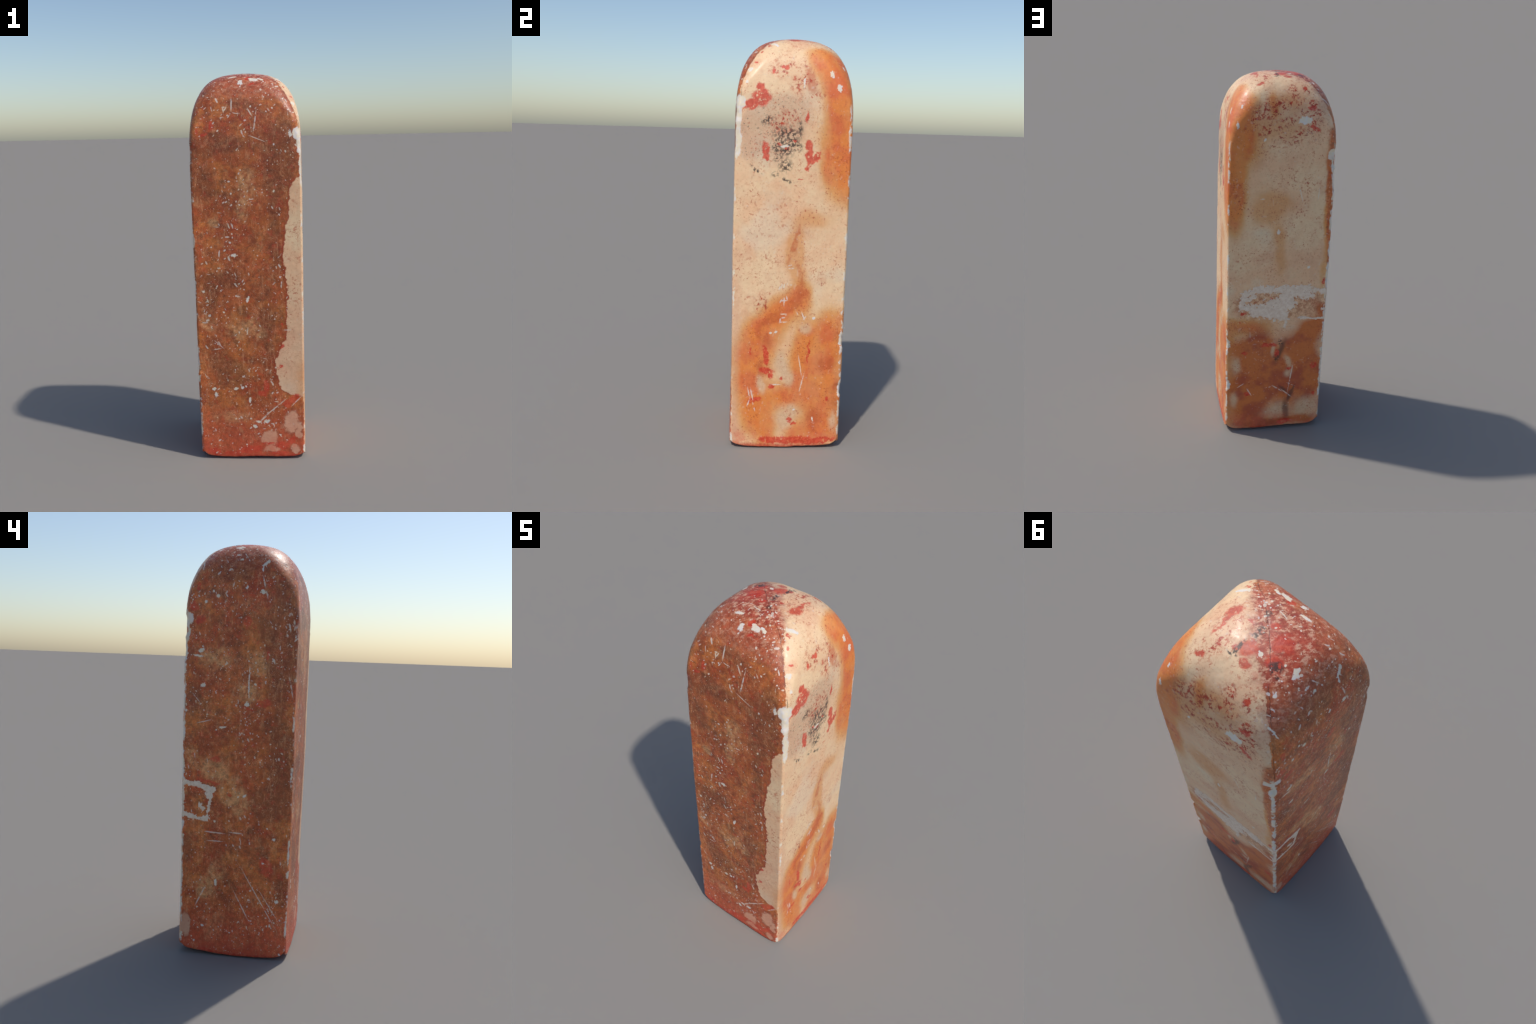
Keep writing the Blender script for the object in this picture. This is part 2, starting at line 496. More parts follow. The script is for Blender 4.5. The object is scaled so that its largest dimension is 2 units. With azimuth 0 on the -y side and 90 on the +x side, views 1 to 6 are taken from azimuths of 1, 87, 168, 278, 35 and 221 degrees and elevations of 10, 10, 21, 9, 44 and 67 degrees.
CREAM_WINDOW = [
    ("right", -.040, .44, .034, .09, 4), ("right", .0, .36, .03, .05, 0), ("right", -.012, .145, .055, .07, 0),
    ("right", .03, .20, .035, .03, 0), ("right", -.125, .33, .018, .05, 0), ("right", .235, .14, .02, .05, 0),
    ("right", .085, .63, .035, .03, 0),
    ("back", -.165, .155, .075, .070, 0), ("back", .0, .13, .06, .05, 0), ("back", .23, .20, .03, .05, 0), ("back", -.07, .45, .02, .05, 20), ("back", .225, .43, .025, .05, 0),
    ("back", -.065, .37, .025, .03, 0), ("back", .02, .53, .014, .05, 0)]
PALE_RIND = [
    ("front", .00, .735, .050, .045, -40), ("front", -.05, .765, .045, .022, -25), ("front", .055, .68, .032, .032, -50),
    ("front", -.085, .69, .06, .035, -35), ("front", -.215, .735, .035, .05, 50), ("front", -.03, 1.32, .03, .05, 0),
    ("front", .0, 1.45, .05, .08, 0), ("front", -.17, 1.26, .03, .03, 0), ("front", -.1, .23, .12, .03, 0),
    ("left", -.09, 1.44, .06, .06, 20), ("left", .12, 1.46, .09, .05, 0), ("left", -.035, 1.30, .06, .05, 0),
    ("left", .03, .84, .06, .07, 20), ("left", .12, .94, .07, .05, 0), ("left", .085, .43, .045, .06, 0),
    ("left", .15, .34, .045, .06, 0), ("left", -.01, .76, .05, .05, 0), ("left", .22, .99, .03, .05, 0),
    ("left", -.015, .08, .03, .04, 0), ("left", .1, .15, .05, .1, 0)]
DARK_RIND = [
    ("front", -.10, 1.64, .12, .045, 8), ("front", .150, 1.64, .075, .11, 0), ("front", .135, 1.51, .05, .09, 0),
    ("front", -.14, 1.69, .05, .02, 0), ("front", -.21, 1.46, .06, .10, 0), ("front", -.13, .52, .10, .055, -35),
    ("front", -.09, .45, .08, .05, -10), ("front", .09, .76, .05, .08, 0), ("front", -.12, .96, .09, .06, 0),
    ("front", .10, .61, .03, .10, 20), ("front", -.07, 1.85, .06, .03, 0), ("front", -.23, .06, .04, .04, 0),
    ("front", .20, 1.60, .04, .2, 0), ("front", .13, 1.2, .035, .25, 0), ("front", -.2, .85, .04, .12, 0),
    ("left", -.195, 1.74, .045, .09, 0), ("left", -.12, 1.60, .06, .08, 0), ("left", .06, 1.85, .12, .06, 0),
    ("left", -.16, 1.40, .05, .10, 0), ("left", -.235, 1.55, .025, .2, 0), ("left", -.14, .78, .08, .08, 0),
    ("left", .235, .55, .035, .08, 0), ("left", -.22, .34, .035, .09, 0), ("left", .06, .19, .03, .03, 0),
    ("left", -.2, 1.0, .06, .3, 0), ("left", .22, 1.25, .04, .08, 0)]
RIND_HOLE = [
    ("front", .210, .205, .036, .060, -12), ("front", .092, .112, .042, .035, 10), ("front", .100, .055, .04, .020, 0),
    ("front", .232, .055, .028, .02, 0), ("front", .25, .15, .02, .05, 0), ("left", .245, .14, .026, .06, 0)]
BACK_RIND = [
    ("back", -.262, 1.68, .035, .14, 0), ("back", -.252, 1.44, .028, .12, 0), ("back", -.262, 1.26, .024, .12, 0),
    ("back", -.270, 1.08, .018, .12, 0), ("back", -.272, .90, .016, .10, 0), ("back", -.262, .77, .02, .03, 0)]
RED_SPECKLE = [
    ("back", -.02, 1.85, .10, .045, 0), ("back", .09, 1.855, .055, .035, 0), ("back", -.05, 1.80, .08, .05, 0),
    ("back", .13, 1.765, .07, .05, 0), ("back", -.15, 1.80, .05, .10, 0), ("back", .05, 1.76, .12, .03, 0),
    ("back", -.02, 1.71, .07, .04, 0), ("right", -.03, 1.84, .10, .05, 0), ("right", .05, 1.75, .06, .06, 0),
    ("right", .15, .87, .03, .04, 0), ("right", -.14, .74, .04, .06, 0),
    ("right", -.05, 1.60, .08, .06, 0),
    ("dome", (.10, .03), 1.98, .05, .09, 0), ("dome", (.10, .14), 1.96, .05, .04, 0), ("dome", (-.08, .20), 1.93, .07, .05, 0)]
DOME_RED = [
    ("dome", (-.010, .072), 1.99, .036, .030, 20), ("dome", (-.034, .116), 1.985, .022, .018, 0), ("dome", (-.024, -.041), 1.995, .014, .014, 0),
    ("dome", (-.085, -.005), 1.99, .035, .04, 30), ("dome", (.115, -.01), 1.985, .022, .030, -25),
    ("dome", (.118, .05), 1.985, .010, .05, 0), ("dome", (.049, -.008), 1.995, .009, .007, 0), ("dome", (.025, .093), 1.99, .013, .009, 0),
    ("dome", (.014, -.158), 1.965, .020, .012, -10), ("dome", (.111, .166), 1.955, .020, .009, 20), ("dome", (-.1, .059), 1.985, .03, .025, 0),
    ("dome", (-.107, .198), 1.93, .016, .010, 0), ("dome", (.03, -.195), 1.94, .012, .006, 0), ("dome", (.165, -.125), 1.95, .010, .006, 0),
    ("dome", (.19, -.16), 1.92, .007, .007, 0)]
DOME_BLACK = [
    ("dome", (.016, .090), 1.99, .007, .036, 0), ("dome", (.024, -.062), 1.995, .014, .012, 0), ("dome", (-.116, .066), 1.985, .022, .018, 30),
    ("dome", (0, 0), 2.0, .014, .016, 0), ("dome", (.001, .027), 2.0, .012, .01, 0), ("dome", (-.126, .088), 1.98, .02, .008, 0), ("dome", (.02, .115), 1.985, .018, .006, 0)]
WHITE_SCAR = [
    ("dome", (.160, -.100), 1.955, .028, .009, 35), ("dome", (.075, -.165), 1.96, .018, .006, -20), ("dome", (.035, -.168), 1.96, .030, .010, -8),
    ("dome", (-.028, -.182), 1.945, .014, .012, 0), ("dome", (-.068, -.137), 1.975, .020, .006, 10), ("dome", (-.165, .128), 1.95, .008, .008, 0),
    ("dome", (-.052, .064), 1.99, .010, .007, 0), ("dome", (-.17, .035), 1.95, .012, .022, 20),
    ("left", -.095, 1.893, .022, .007, 38), ("left", -.083, 1.872, .004, .02, 0), ("left", .190, 1.490, .016, .009, 8), ("left", .200, 1.466, .022, .005, -8),
    ("left", .177, 1.331, .013, .011, 0), ("left", -.089, 1.762, .011, .010, 0), ("left", .078, 1.136, .018, .005, 8),
    ("left", -.033, 1.250, .010, .012, -40), ("left", -.037, .813, .012, .006, 20), ("left", .094, .378, .007, .017, 0),
    ("left", -.185, .610, .009, .006, 0), ("left", .20, 1.885, .003, .03, 5), ("left", -.07, 1.345, .007, .007, 0),
    ("left", -.04, 1.36, .003, .08, 0), ("left", -.015, 1.78, .007, .007, 0),
    ("back", -.112, 1.792, .026, .017, 18), ("back", -.095, 1.797, .030, .015, 18), ("back", .014, 1.212, .009, .014, 0), ("back", .02, .70, .009, .010, 0), ("back", -.155, 1.012, .009, .009, 0),
    ("back", .235, 1.77, .008, .014, 0), ("back", .21, 1.855, .004, .012, -30), ("back", .10, 1.70, .008, .008, 0),
    ("front", -.192, .385, .012, .010, 20), ("front", -.182, .354, .010, .015, 0), ("front", -.077, .387, .012, .007, 25),
    ("front", .019, .178, .010, .008, -30), ("front", -.073, 1.092, .014, .009, -5), ("front", -.008, .862, .007, .016, -20),
    ("front", .040, .205, .012, .006, 10), ("front", -.005, .322, .005, .017, 0), ("front", .217, 1.69, .008, .018, 20), ("front", .075, .205, .008, .01, 30),
    ("right", .036, 1.784, .004, .024, -3), ("right", .200, 1.764, .012, .016, 0), ("right", .165, 1.825, .011, .016, 10),
    ("right", -.230, 1.782, .008, .008, 0), ("right", -.215, 1.84, .010, .014, -20), ("right", .035, .203, .009, .006, 25), ("right", .13, .155, .005, .012, 20),
    ("right", -.09, .595, .006, .006, 0), ("right", .118, .672, .006, .006, 0), ("right", -.065, .60, .008, .005, -15),
    ("right", -.05, 1.492, .02, .007, 10)]
# incised strokes that once formed characters, and other deliberate cuts: thin spots
STROKE = [
    ("right", -.028, .762, .003, .030, 0), ("right", -.030, .757, .018, .003, 5), ("right", -.043, .757, .003, .012, -25), ("right", -.015, .770, .003, .010, 10),
    ("right", -.043, .669, .003, .024, -6), ("right", -.030, .690, .014, .003, 4), ("right", -.028, .672, .012, .003, 6), ("right", -.030, .650, .018, .003, 2),
    ("right", -.017, .683, .003, .010, 0), ("right", .066, .683, .003, .020, 22), ("right", .074, .672, .003, .012, -35), ("right", .035, .70, .003, .014, 25),
    ("right", -.042, .829, .003, .012, -15), ("right", -.030, .829, .003, .012, -15), ("right", -.018, .831, .003, .013, -15), ("right", -.052, .818, .003, .01, -10),
    ("right", .002, .916, .013, .004, 6), ("right", -.005, .93, .010, .003, 20), ("right", .0, .835, .008, .003, 0),
    ("right", -.188, .285, .003, .030, 12), ("right", -.176, .288, .003, .024, 8), ("right", -.170, .275, .003, .024, 6), ("right", -.19, .235, .003, .016, -20),
    ("right", -.162, .215, .003, .022, 15), ("right", -.055, .332, .022, .003, 0), ("right", .06, .43, .0025, .05, 10), ("right", .07, .34, .0025, .05, -12),
    ("front", .118, .275, .075, .0028, 40), ("front", .130, .285, .060, .0022, 41), ("front", .06, .22, .03, .003, 40), ("front", .19, .70, .02, .002, 0),
    ("front", .235, .315, .035, .002, 45), ("front", -.07, 1.835, .003, .03, 0), ("front", .02, 1.80, .02, .003, -60), ("front", .045, 1.755, .003, .05, -8),
    ("front", -.16, .625, .03, .002, -42), ("front", .055, 1.67, .04, .002, -22), ("front", -.17, .60, .02, .002, 10),
    ("left", -.118, .311, .165, .0022, -59), ("left", -.164, .285, .095, .0016, -57), ("left", -.036, .265, .075, .0024, -62), ("left", .11, .625, .05, .003, -3),
    ("left", .0, .630, .03, .003, -3), ("left", .1, .583, .04, .0022, 0), ("left", .17, 1.16, .035, .0018, 15), ("left", -.235, 1.34, .003, .05, 12),
    ("left", .21, 1.27, .025, .002, -50), ("left", .17, .3, .05, .003, 65), ("left", -.1, 1.78, .003, .05, 15),
    ("back", -.085, .34, .003, .085, -8), ("back", -.065, .235, .04, .003, -42), ("back", -.01, .27, .035, .003, -35), ("back", .04, .28, .018, .003, 10),
    ("back", -.09, .29, .025, .002, -30), ("back", .15, .255, .025, .003, -60), ("back", .20, .30, .022, .0022, 35), ("back", -.095, 1.42, .003, .04, 15),
    ("back", -.19, 1.42, .002, .03, -5), ("back", .105, 1.395, .012, .003, 5), ("back", .08, .83, .012, .0025, 40)]


def stone_material(side):
    g = Graph("worn_soapstone_" + side, side)
    ragged = g.warp(26, .034, 5, .65)        # torn outlines
    rough = g.warp(60, .016, 4, .62)          # fine irregular outlines
    soft = g.warp(7, .075, 3, .55)           # clouds
    grain = g.noise(150, 4, .7)
    fine = g.noise(60, 5, .65)

    x, y, z = g.xyz(g.place)
    diag = g.add(x, y)
    # ---- cream soapstone with clouds of orange
    cream = g.mix(g.step(.38, .62, g.noise(5, 4, .6)), srgb(242, 207, 165), srgb(239, 192, 150))
    cream = g.mix(g.mul(g.step(.50, .68, g.noise(8, 5, .6, g.shift((3, 7, 1)))), .45), cream, srgb(224, 168, 132))
    cream = g.mix(g.mul(g.step(.55, .7, g.noise(4, 3, .5, g.shift((1, 2, 9)))), .5), cream, srgb(233, 214, 184))
    lowly = g.mul(g.step(.62, .30, z), g.step(.0, .2, diag))
    near = g.add(g.gather(SOFT_ORANGE, soft, "soft"), g.mul(lowly, .16))
    cream = g.mix(g.mul(g.step(.02, .62, near), .8), cream, srgb(228, 168, 98))
    patchy = g.add(.70, g.mul(g.step(.35, .6, g.noise(13, 5, .6, g.shift((4, 9, 9), stretch=(1, 1, .4)))), .30))
    cream = g.mix(g.mul(g.cloud(TAN_FILM, soft, .05, 1.1), .6), cream, srgb(222, 146, 74))
    hue = g.step(.40, .62, g.noise(9, 4, .6, g.shift((5, 1, 2))))
    cream = g.mix(g.mul(g.mul(g.step(.14, 1.2, near), .90), patchy), cream, g.mix(hue, srgb(232, 130, 54), srgb(222, 104, 54)))
    cream = g.mix(g.mul(g.cloud(DEEP_STAIN, soft, .04, 1.0), .92), cream, g.mix(hue, srgb(208, 106, 36), srgb(176, 66, 32)))
    cream = g.mix(g.mul(g.cloud(CREAM_WINDOW, soft, .05, .95), .8), cream, g.mix(fine, srgb(218, 176, 138), srgb(228, 196, 160)))
    cream = g.mix(g.mul(g.mul(g.cloud(RUST_VEIN, soft), g.step(.32, .56, g.noise(20, 5, .7, g.shift((7, 3, 2))))), .65), cream, srgb(196, 92, 48))
    cream = g.mix(g.mul(g.cloud(GREY_FILM, soft), .5), cream, srgb(196, 160, 134))
    dirty = g.step(.45, .60, g.noise(7, 4, .6, g.shift((8, 3, 4))))
    stain = g.cloud([("back", .0, .80, .20, .07, 0), ("back", -.12, .80, .14, .07, 0), ("back", .14, .80, .09, .07, 0)], g.warp(20, .05, 5, .7), .1, .8)
    cream = g.mix(g.every(stain, g.step(.40, .60, g.noise(40, 5, .7, g.shift((1, 3, 8)))), .7), cream, srgb(180, 104, 62))
    fleck = g.mul(g.step(.565, .64, g.noise(95, 4, .7)), g.add(.18, g.mul(dirty, .65)))
    freckle = g.every(g.step(.54, .62, g.noise(58, 5, .75, g.shift((6, 6, 1)))), g.step(.46, .60, g.noise(8, 4, .6, g.shift((1, 7, 7)))), .5)
    cream = g.mix(freckle, cream, srgb(190, 76, 42))
    rosy = g.every(g.step(-.22, -.255, y), g.step(1.25, .55, z), .35)
    cream = g.mix(rosy, cream, srgb(214, 156, 128))
    cream = g.mix(fleck, cream, srgb(186, 70, 38))
    hair = g.mul(g.step(.006, .002, g.math("ABSOLUTE", g.sub(g.noise(22, 3, .6, g.shift((4, 4, 4)), distort=1.5), .5))), g.step(.58, .68, g.noise(20, 2)))
    cream = g.mix(g.mul(hair, .5), cream, srgb(150, 84, 56))
    vein = g.spots(DARK_VEIN, rough, .6)
    cream = g.mix(g.mul(vein, .75), cream, srgb(92, 58, 48))
    speck_zone = g.cloud(RED_SPECKLE, soft)
    rubbed = g.mul(g.step(.51, .56, g.noise(56, 5, .75, g.shift((2, 9, 5)))), g.step(.40, .54, g.noise(15, 4, .65, g.shift((9, 2, 5)))))
    cream = g.mix(g.mul(speck_zone, .15), cream, srgb(196, 118, 78))
    cream = g.mix(g.every(speck_zone, rubbed, .95), cream, g.mix(g.step(.4, .6, fine), srgb(168, 40, 18), srgb(196, 66, 30)))

    # ---- brown weathered rind on the front and left
    base = g.mix(g.step(.36, .64, g.noise(7, 6, .65)), srgb(160, 74, 36), srgb(186, 98, 50))
    base = g.mix(g.mul(g.step(.48, .64, g.noise(7, 6, .66, g.shift((6, 2, 8)))), .8), base, srgb(200, 116, 54))
    base = g.mix(g.mul(g.step(.50, .66, g.noise(9, 6, .7, g.shift((1, 8, 3)))), .6), base, srgb(184, 70, 36))
    pale = g.mul(g.cloud(PALE_RIND, g.warp(16, .06, 5, .65)), g.step(.34, .60, g.noise(24, 6, .72, g.shift((8, 2, 5)))))
    base = g.mix(g.mul(pale, .8), base, g.mix(fine, srgb(204, 132, 80), srgb(228, 182, 130)))
    dark = g.high(g.mul(g.cloud(DARK_RIND, soft), .55), g.mul(g.step(.52, .66, g.noise(9, 6, .7, g.shift((9, 9, 1)))), .65))
    base = g.mix(dark, base, srgb(118, 66, 40))
    fibre_a = g.noise(40, 5, .75, g.slant((0, 0, 0), (1, 1, .4), (.5, .6, 0)))
    fibre_b = g.noise(44, 5, .75, g.slant((3, 0, 0), (1, 1, .4), (-.6, -.9, 0)))
    base = g.mix(g.mul(g.step(.52, .68, fibre_a), .45), base, srgb(206, 142, 96))
    base = g.mix(g.mul(g.step(.48, .36, fibre_b), .38), base, srgb(98, 54, 36))
    base = g.mix(g.mul(g.step(.60, .68, g.noise(75, 4, .7, g.shift((1, 1, 1)))), .55), base, srgb(74, 46, 36))
    base = g.mix(g.mul(g.step(.56, .64, g.noise(30, 5, .7, g.shift((5, 5, 0)))), .4), base, srgb(186, 58, 38))
    base = g.mix(g.mul(g.step(.36, .08, z), .75), base, g.mix(fine, srgb(206, 100, 66), srgb(186, 66, 40)))
    base = g.mix(g.mul(g.step(.56, .70, grain), .35), base, srgb(216, 162, 120))
    thread = g.math("ABSOLUTE", g.sub(g.noise(34, 3, .6, g.shift((3, 8, 2)), distort=1.2), .5))
    base = g.mix(g.every(g.step(.014, .004, thread), g.step(.44, .60, g.noise(15, 3, .6, g.shift((2, 4, 1)))), .5), base, srgb(222, 176, 136))

    streak = g.noise(70, 4, .75, g.shift((2, 6, 0), stretch=(1, 1, .22)))
    base = g.mix(g.mul(g.step(.54, .66, streak), .35), base, srgb(216, 160, 118))
    leftward = g.step(-.19, -.25, x)
    base = g.mix(g.mul(leftward, .8), base, (1.30, 1.28, 1.20, 1), "MULTIPLY")

    # the rind ends on the ridges, and low on the front it stops short of the corner
    wob = g.sub(g.noise(30, 5, .65), .5)
    edge_at = g.curve(g.mul(z, .5), [(h / 2, v / .3) for h, v in (
        (0, .295), (.335, .295), (.352, .205), (.385, .158), (.466, .134), (.53, .132), (.586, .148), (.638, .177), (.673, .190),
        (.785, .192), (.889, .200), (.96, .194), (1.044, .180), (1.072, .172), (1.14, .181), (1.223, .190), (1.275, .204),
        (1.343, .208), (1.43, .217), (1.475, .240), (1.49, .295), (2.0, .295))])
    inner = g.sub(g.mul(edge_at, .3), g.add(x, g.mul(wob, .045)))      # metres to the front limit
    t = g.sub(x, y)
    crack_at = g.sub(g.mul(g.curve(g.add(g.mul(t, .9), .5), [(a * .9 + .5, b * 8 + .5) for a, b in zip(CRACK_T, CRACK_S)]), .125), .0625)
    lift = g.step(1.90, 1.985, z)
    side = g.sub(g.add(g.mul(lift, .016), g.mul(wob, g.add(.05, g.mul(lift, .10)))), diag)
    on_front = g.step(-.20, -.235, y)
    rind = g.mul(g.step(-.004, .004, side), g.high(g.step(-.003, .003, inner), g.inv(on_front)))
    torn = g.warp(17, .085, 5, .68)
    hole_near = g.gather(RIND_HOLE, torn, "hard")
    hole = g.step(1.3, .85, hole_near)
    rind = g.mul(rind, g.inv(hole))
    back_near = g.gather(BACK_RIND, ragged, "hard")
    rind = g.high(rind, g.mul(g.step(1.15, .7, back_near), .92))
    grit = g.mix(g.step(.28, .72, g.noise(44, 5, .74, g.shift((2, 2, 2)))), (.58, .54, .5, 1), (1.42, 1.40, 1.36, 1))
    base = g.mix(.6, base, grit, "MULTIPLY")
    cream = g.mix(.4, cream, g.mix(g.step(.25, .72, fine), (.88, .84, .80, 1), (1.08, 1.08, 1.08, 1)), "MULTIPLY")
    rim = g.mul(g.mul(g.step(.016, .004, g.math("ABSOLUTE", inner)), on_front), g.step(1.52, 1.48, z))
    hole_rim = g.mul(g.step(.9, 1.05, hole_near), g.step(1.4, 1.1, hole_near))
    base = g.mix(g.mul(g.high(rim, hole_rim), .6), base, srgb(158, 56, 30))
    cream = g.mix(g.mul(g.step(1.4, .8, hole_near), .55), cream, g.mix(fine, srgb(214, 120, 94), srgb(214, 150, 124)))
    low_red = g.mul(g.step(.16, .02, z), g.step(.40, .62, g.noise(14, 5, .65)))
    cream = g.mix(g.mul(low_red, .65), cream, srgb(222, 104, 72))
    base = g.mix(g.mul(low_red, .6), base, srgb(204, 76, 50))
    colour = g.mix(rind, cream, base)

    # ---- dome: rubbed pink-red cap astride the crack
    cap_edge = g.add(diag, g.mul(g.sub(g.noise(14, 6, .72), .5), .26))
    cap = g.every(g.step(1.955, 1.982, g.add(z, g.mul(wob, .04))), g.step(.075, -.01, cap_edge))
    shoulder = g.every(g.step(1.84, 1.93, z), g.step(.03, -.01, cap_edge), .5)
    pink = g.mix(g.step(.38, .62, g.noise(34, 6, .7)), srgb(148, 60, 40), srgb(198, 102, 76))
    pink = g.mix(g.mul(g.step(.55, .68, g.noise(24, 5, .7, g.shift((2, 2, 7)))), .6), pink, srgb(112, 70, 56))
    colour = g.mix(g.mul(g.high(cap, shoulder), .85), colour, pink)
    scuff = g.noise(66, 4, .75, g.slant((7, 1, 3), (1, .6, 1), (0, 0, .7)))
    colour = g.mix(g.every(g.step(.515, .575, scuff), g.high(cap, g.mul(shoulder, .9)), .85), colour, srgb(224, 172, 140))
    colour = g.mix(g.every(g.step(.46, .40, scuff), cap, .7), colour, srgb(150, 44, 32))

    # ---- seal paste, ink
    tear = g.step(.37, .45, g.noise(58, 5, .72, g.shift((3, 3, 3))))
    paste = g.mul(g.spots(RED_PASTE, g.warp(32, .046, 5, .7), .22), tear)
    paste_tone = g.mix(g.step(.4, .62, fine), srgb(204, 48, 30), srgb(224, 82, 56))
    colour = g.mix(g.mul(paste, g.sub(.88, g.mul(rind, .25))), colour, paste_tone)
    dome_paste = g.mul(g.spots(DOME_RED, g.warp(34, .040, 5, .68), .3), g.step(.32, .44, g.noise(30, 4, .7, g.shift((6, 3, 1)))))
    flush = g.mul(g.spots([("dome", (-.10, 0), 1.985, .075, .075, 30)], ragged, .7), g.step(.40, .58, g.noise(26, 5, .7, g.shift((6, 1, 1)))))
    colour = g.mix(g.mul(flush, .7), colour, srgb(190, 70, 42))
    colour = g.mix(g.mul(dome_paste, .85), colour, g.mix(g.step(.4, .6, fine), srgb(188, 46, 24), srgb(212, 74, 42)))
    ink = g.mul(g.spots(BLACK_INK, ragged, .6), g.step(.47, .53, g.noise(75, 4, .7, g.shift((0, 4, 8)))))
    ink = g.high(ink, g.mul(g.cloud(GREY_FILM, soft), g.mul(g.step(.60, .65, g.noise(90, 4, .7, g.shift((0, 1, 8)))), .8)))
    ink = g.high(ink, g.mul(g.spots(DOME_BLACK, rough, .4), g.step(.44, .50, g.noise(70, 4, .7))))
    colour = g.mix(g.mul(ink, .9), colour, srgb(58, 46, 40))

    # ---- crack
    off = g.math("ABSOLUTE", g.add(g.sub(diag, crack_at), g.mul(g.sub(g.noise(55, 3, .6), .5), .016)))
    crack = g.every(g.step(.0030, .0008, off), g.step(1.60, 1.70, z), g.step(.40, .50, g.noise(12, 2, .5, g.shift((1, 0, 0)))))
    colour = g.mix(g.mul(crack, .7), colour, srgb(70, 34, 26))

    # ---- white: bruised ridges, pin-pricks, scratches
    white = None

    def join(m):
        nonlocal white
        white = m if white is None else g.high(white, m)

    chew = g.sub(g.noise(34, 4, .65, g.shift((2, 5, 5))), .5)
    gap = g.noise(16, 3, .6, g.shift((7, 7, 2)))
    for (ax, bx), (ay, by), wide, open_ in (((.2790, -.0055), (-.2740, -.0025), .0058, .54), ((.2770, .0005), (.2600, .0000), .0066, .47),
                                             ((-.2565, -.0075), (.2690, .0000), .0078, .43), ((-.2625, -.0100), (-.2570, .0020), .0052, .48)):
        dx = g.sub(x, g.math("MULTIPLY_ADD", z, bx, ax))
        dy = g.sub(y, g.math("MULTIPLY_ADD", z, by, ay))
        d = g.math("SQRT", g.add(g.mul(dx, dx), g.mul(dy, dy)))
        d = g.add(d, g.mul(chew, .030))
        m = g.mul(g.step(wide + .003, wide - .002, d), g.step(open_, open_ + .08, gap))
        join(g.mul(m, g.step(1.72, 1.64, z)))
    d = g.gather([("front", .258, 1.690, .028, .034), ("front", .266, 1.640, .017, .055), ("front", .270, 1.53, .011, .10),
                  ("right", -.258, 1.690, .026, .034), ("right", -.266, 1.640, .017, .055), ("left", .262, 1.630, .030, .036), ("left", .266, 1.585, .018, .045),
                  ("back", -.258, 1.620, .032, .032), ("back", -.266, 1.57, .018, .05), ("left", .268, 1.50, .012, .06), ("right", .258, .57, .010, .035),
                  ("right", .258, .31, .010, .04)], g.warp(30, .034, 5, .72), "hard")
    join(g.step(1.12, .95, d))
    on_brown = g.add(.25, g.mul(rind, .75))
    crowd = g.add(g.noise(6, 3, .6, g.shift((4, 1, 6))), g.mul(g.step(1.55, 1.85, z), .06))
    for scale, least, size, how in ((38, .56, .23, rough), (78, .53, .27, rough), (22, .76, .19, g.warp(40, .02, 3, .6))):
        dist, r = g.cells(scale, how)
        rad = g.mul(g.math("MAXIMUM", g.sub(g.add(r, g.mul(g.sub(crowd, .5), .6)), least), 0.0), size / (1 - least) * .9)
        join(g.mul(g.step(.0, .06, g.sub(rad, dist)), on_brown))
    bent = g.warp(12, .035, 2)
    for k, (turn, stretch, scale, least) in enumerate((((.35, .4, 0), (1, 1, .18), 60, .72), ((-.8, -.7, 0), (1, 1, .16), 55, .76),
                                                        ((1.3, 1.35, 0), (1, 1, .17), 60, .78), ((.08, -.05, 0), (1, 1, .14), 50, .78), ((.6, -.7, 0), (1, 1, .04), 85, .70))):
        where = g.slant((k * 3.1, k, 0), stretch, turn, bent)
        dist, r = g.cells(scale, where)
        rad = g.mul(g.math("MAXIMUM", g.sub(g.add(r, g.mul(g.sub(crowd, .5), .7)), least), 0.0), .9)
        join(g.mul(g.step(.0, .07, g.sub(rad, dist)), g.mul(on_brown, .75)))
    scar = g.add(g.gather(WHITE_SCAR, rough, "hard"), g.mul(g.sub(g.noise(75, 4, .65), .5), 2.4))
    join(g.step(1.02, .84, scar))
    broken = g.step(.36, .48, g.noise(45, 3, .6, g.shift((9, 2, 2))))
    join(g.every(g.spots(STROKE, g.warp(60, .004, 2), .45), broken, .8))
    white_tone = g.mix(g.step(.4, .6, g.noise(40, 4, .6)), srgb(230, 222, 214), srgb(236, 222, 196))
    colour = g.mix(g.mul(white, .92), colour, white_tone)

    # red paste caught on the lower rim
    under = g.mul(g.step(.030, .012, g.add(z, g.mul(wob, .03))), .8)
    colour = g.mix(under, colour, g.mix(g.step(.42, .58, fine), srgb(186, 52, 34), srgb(206, 96, 66)))

    out = g.node("ShaderNodeOutputMaterial")
    p = g.node("ShaderNodeBsdfPrincipled")
    g.feed(p.inputs["Base Color"], colour)
    p.inputs["Specular IOR Level"].default_value = .45
    p.inputs["Coat Weight"].default_value = .12
    p.inputs["Coat Roughness"].default_value = .25
    g.feed(p.inputs["Roughness"], g.add(.30, g.add(g.mul(white, .2), g.mul(fine, .35))))
    bump = g.node("ShaderNodeBump")
    g.feed(bump.inputs["Strength"], g.add(.35, g.mul(rind, .6)))
    bump.inputs["Distance"].default_value = .004
    height = g.add(g.mul(g.noise(62, 5, .65), .4), g.mul(g.noise(170, 3, .7), .15))
    g.feed(bump.inputs["Height"], height)
    g.feed(p.inputs["Normal"], bump.outputs[0])
    g.t.links.new(p.outputs[0], out.inputs[0])
    return g.mat


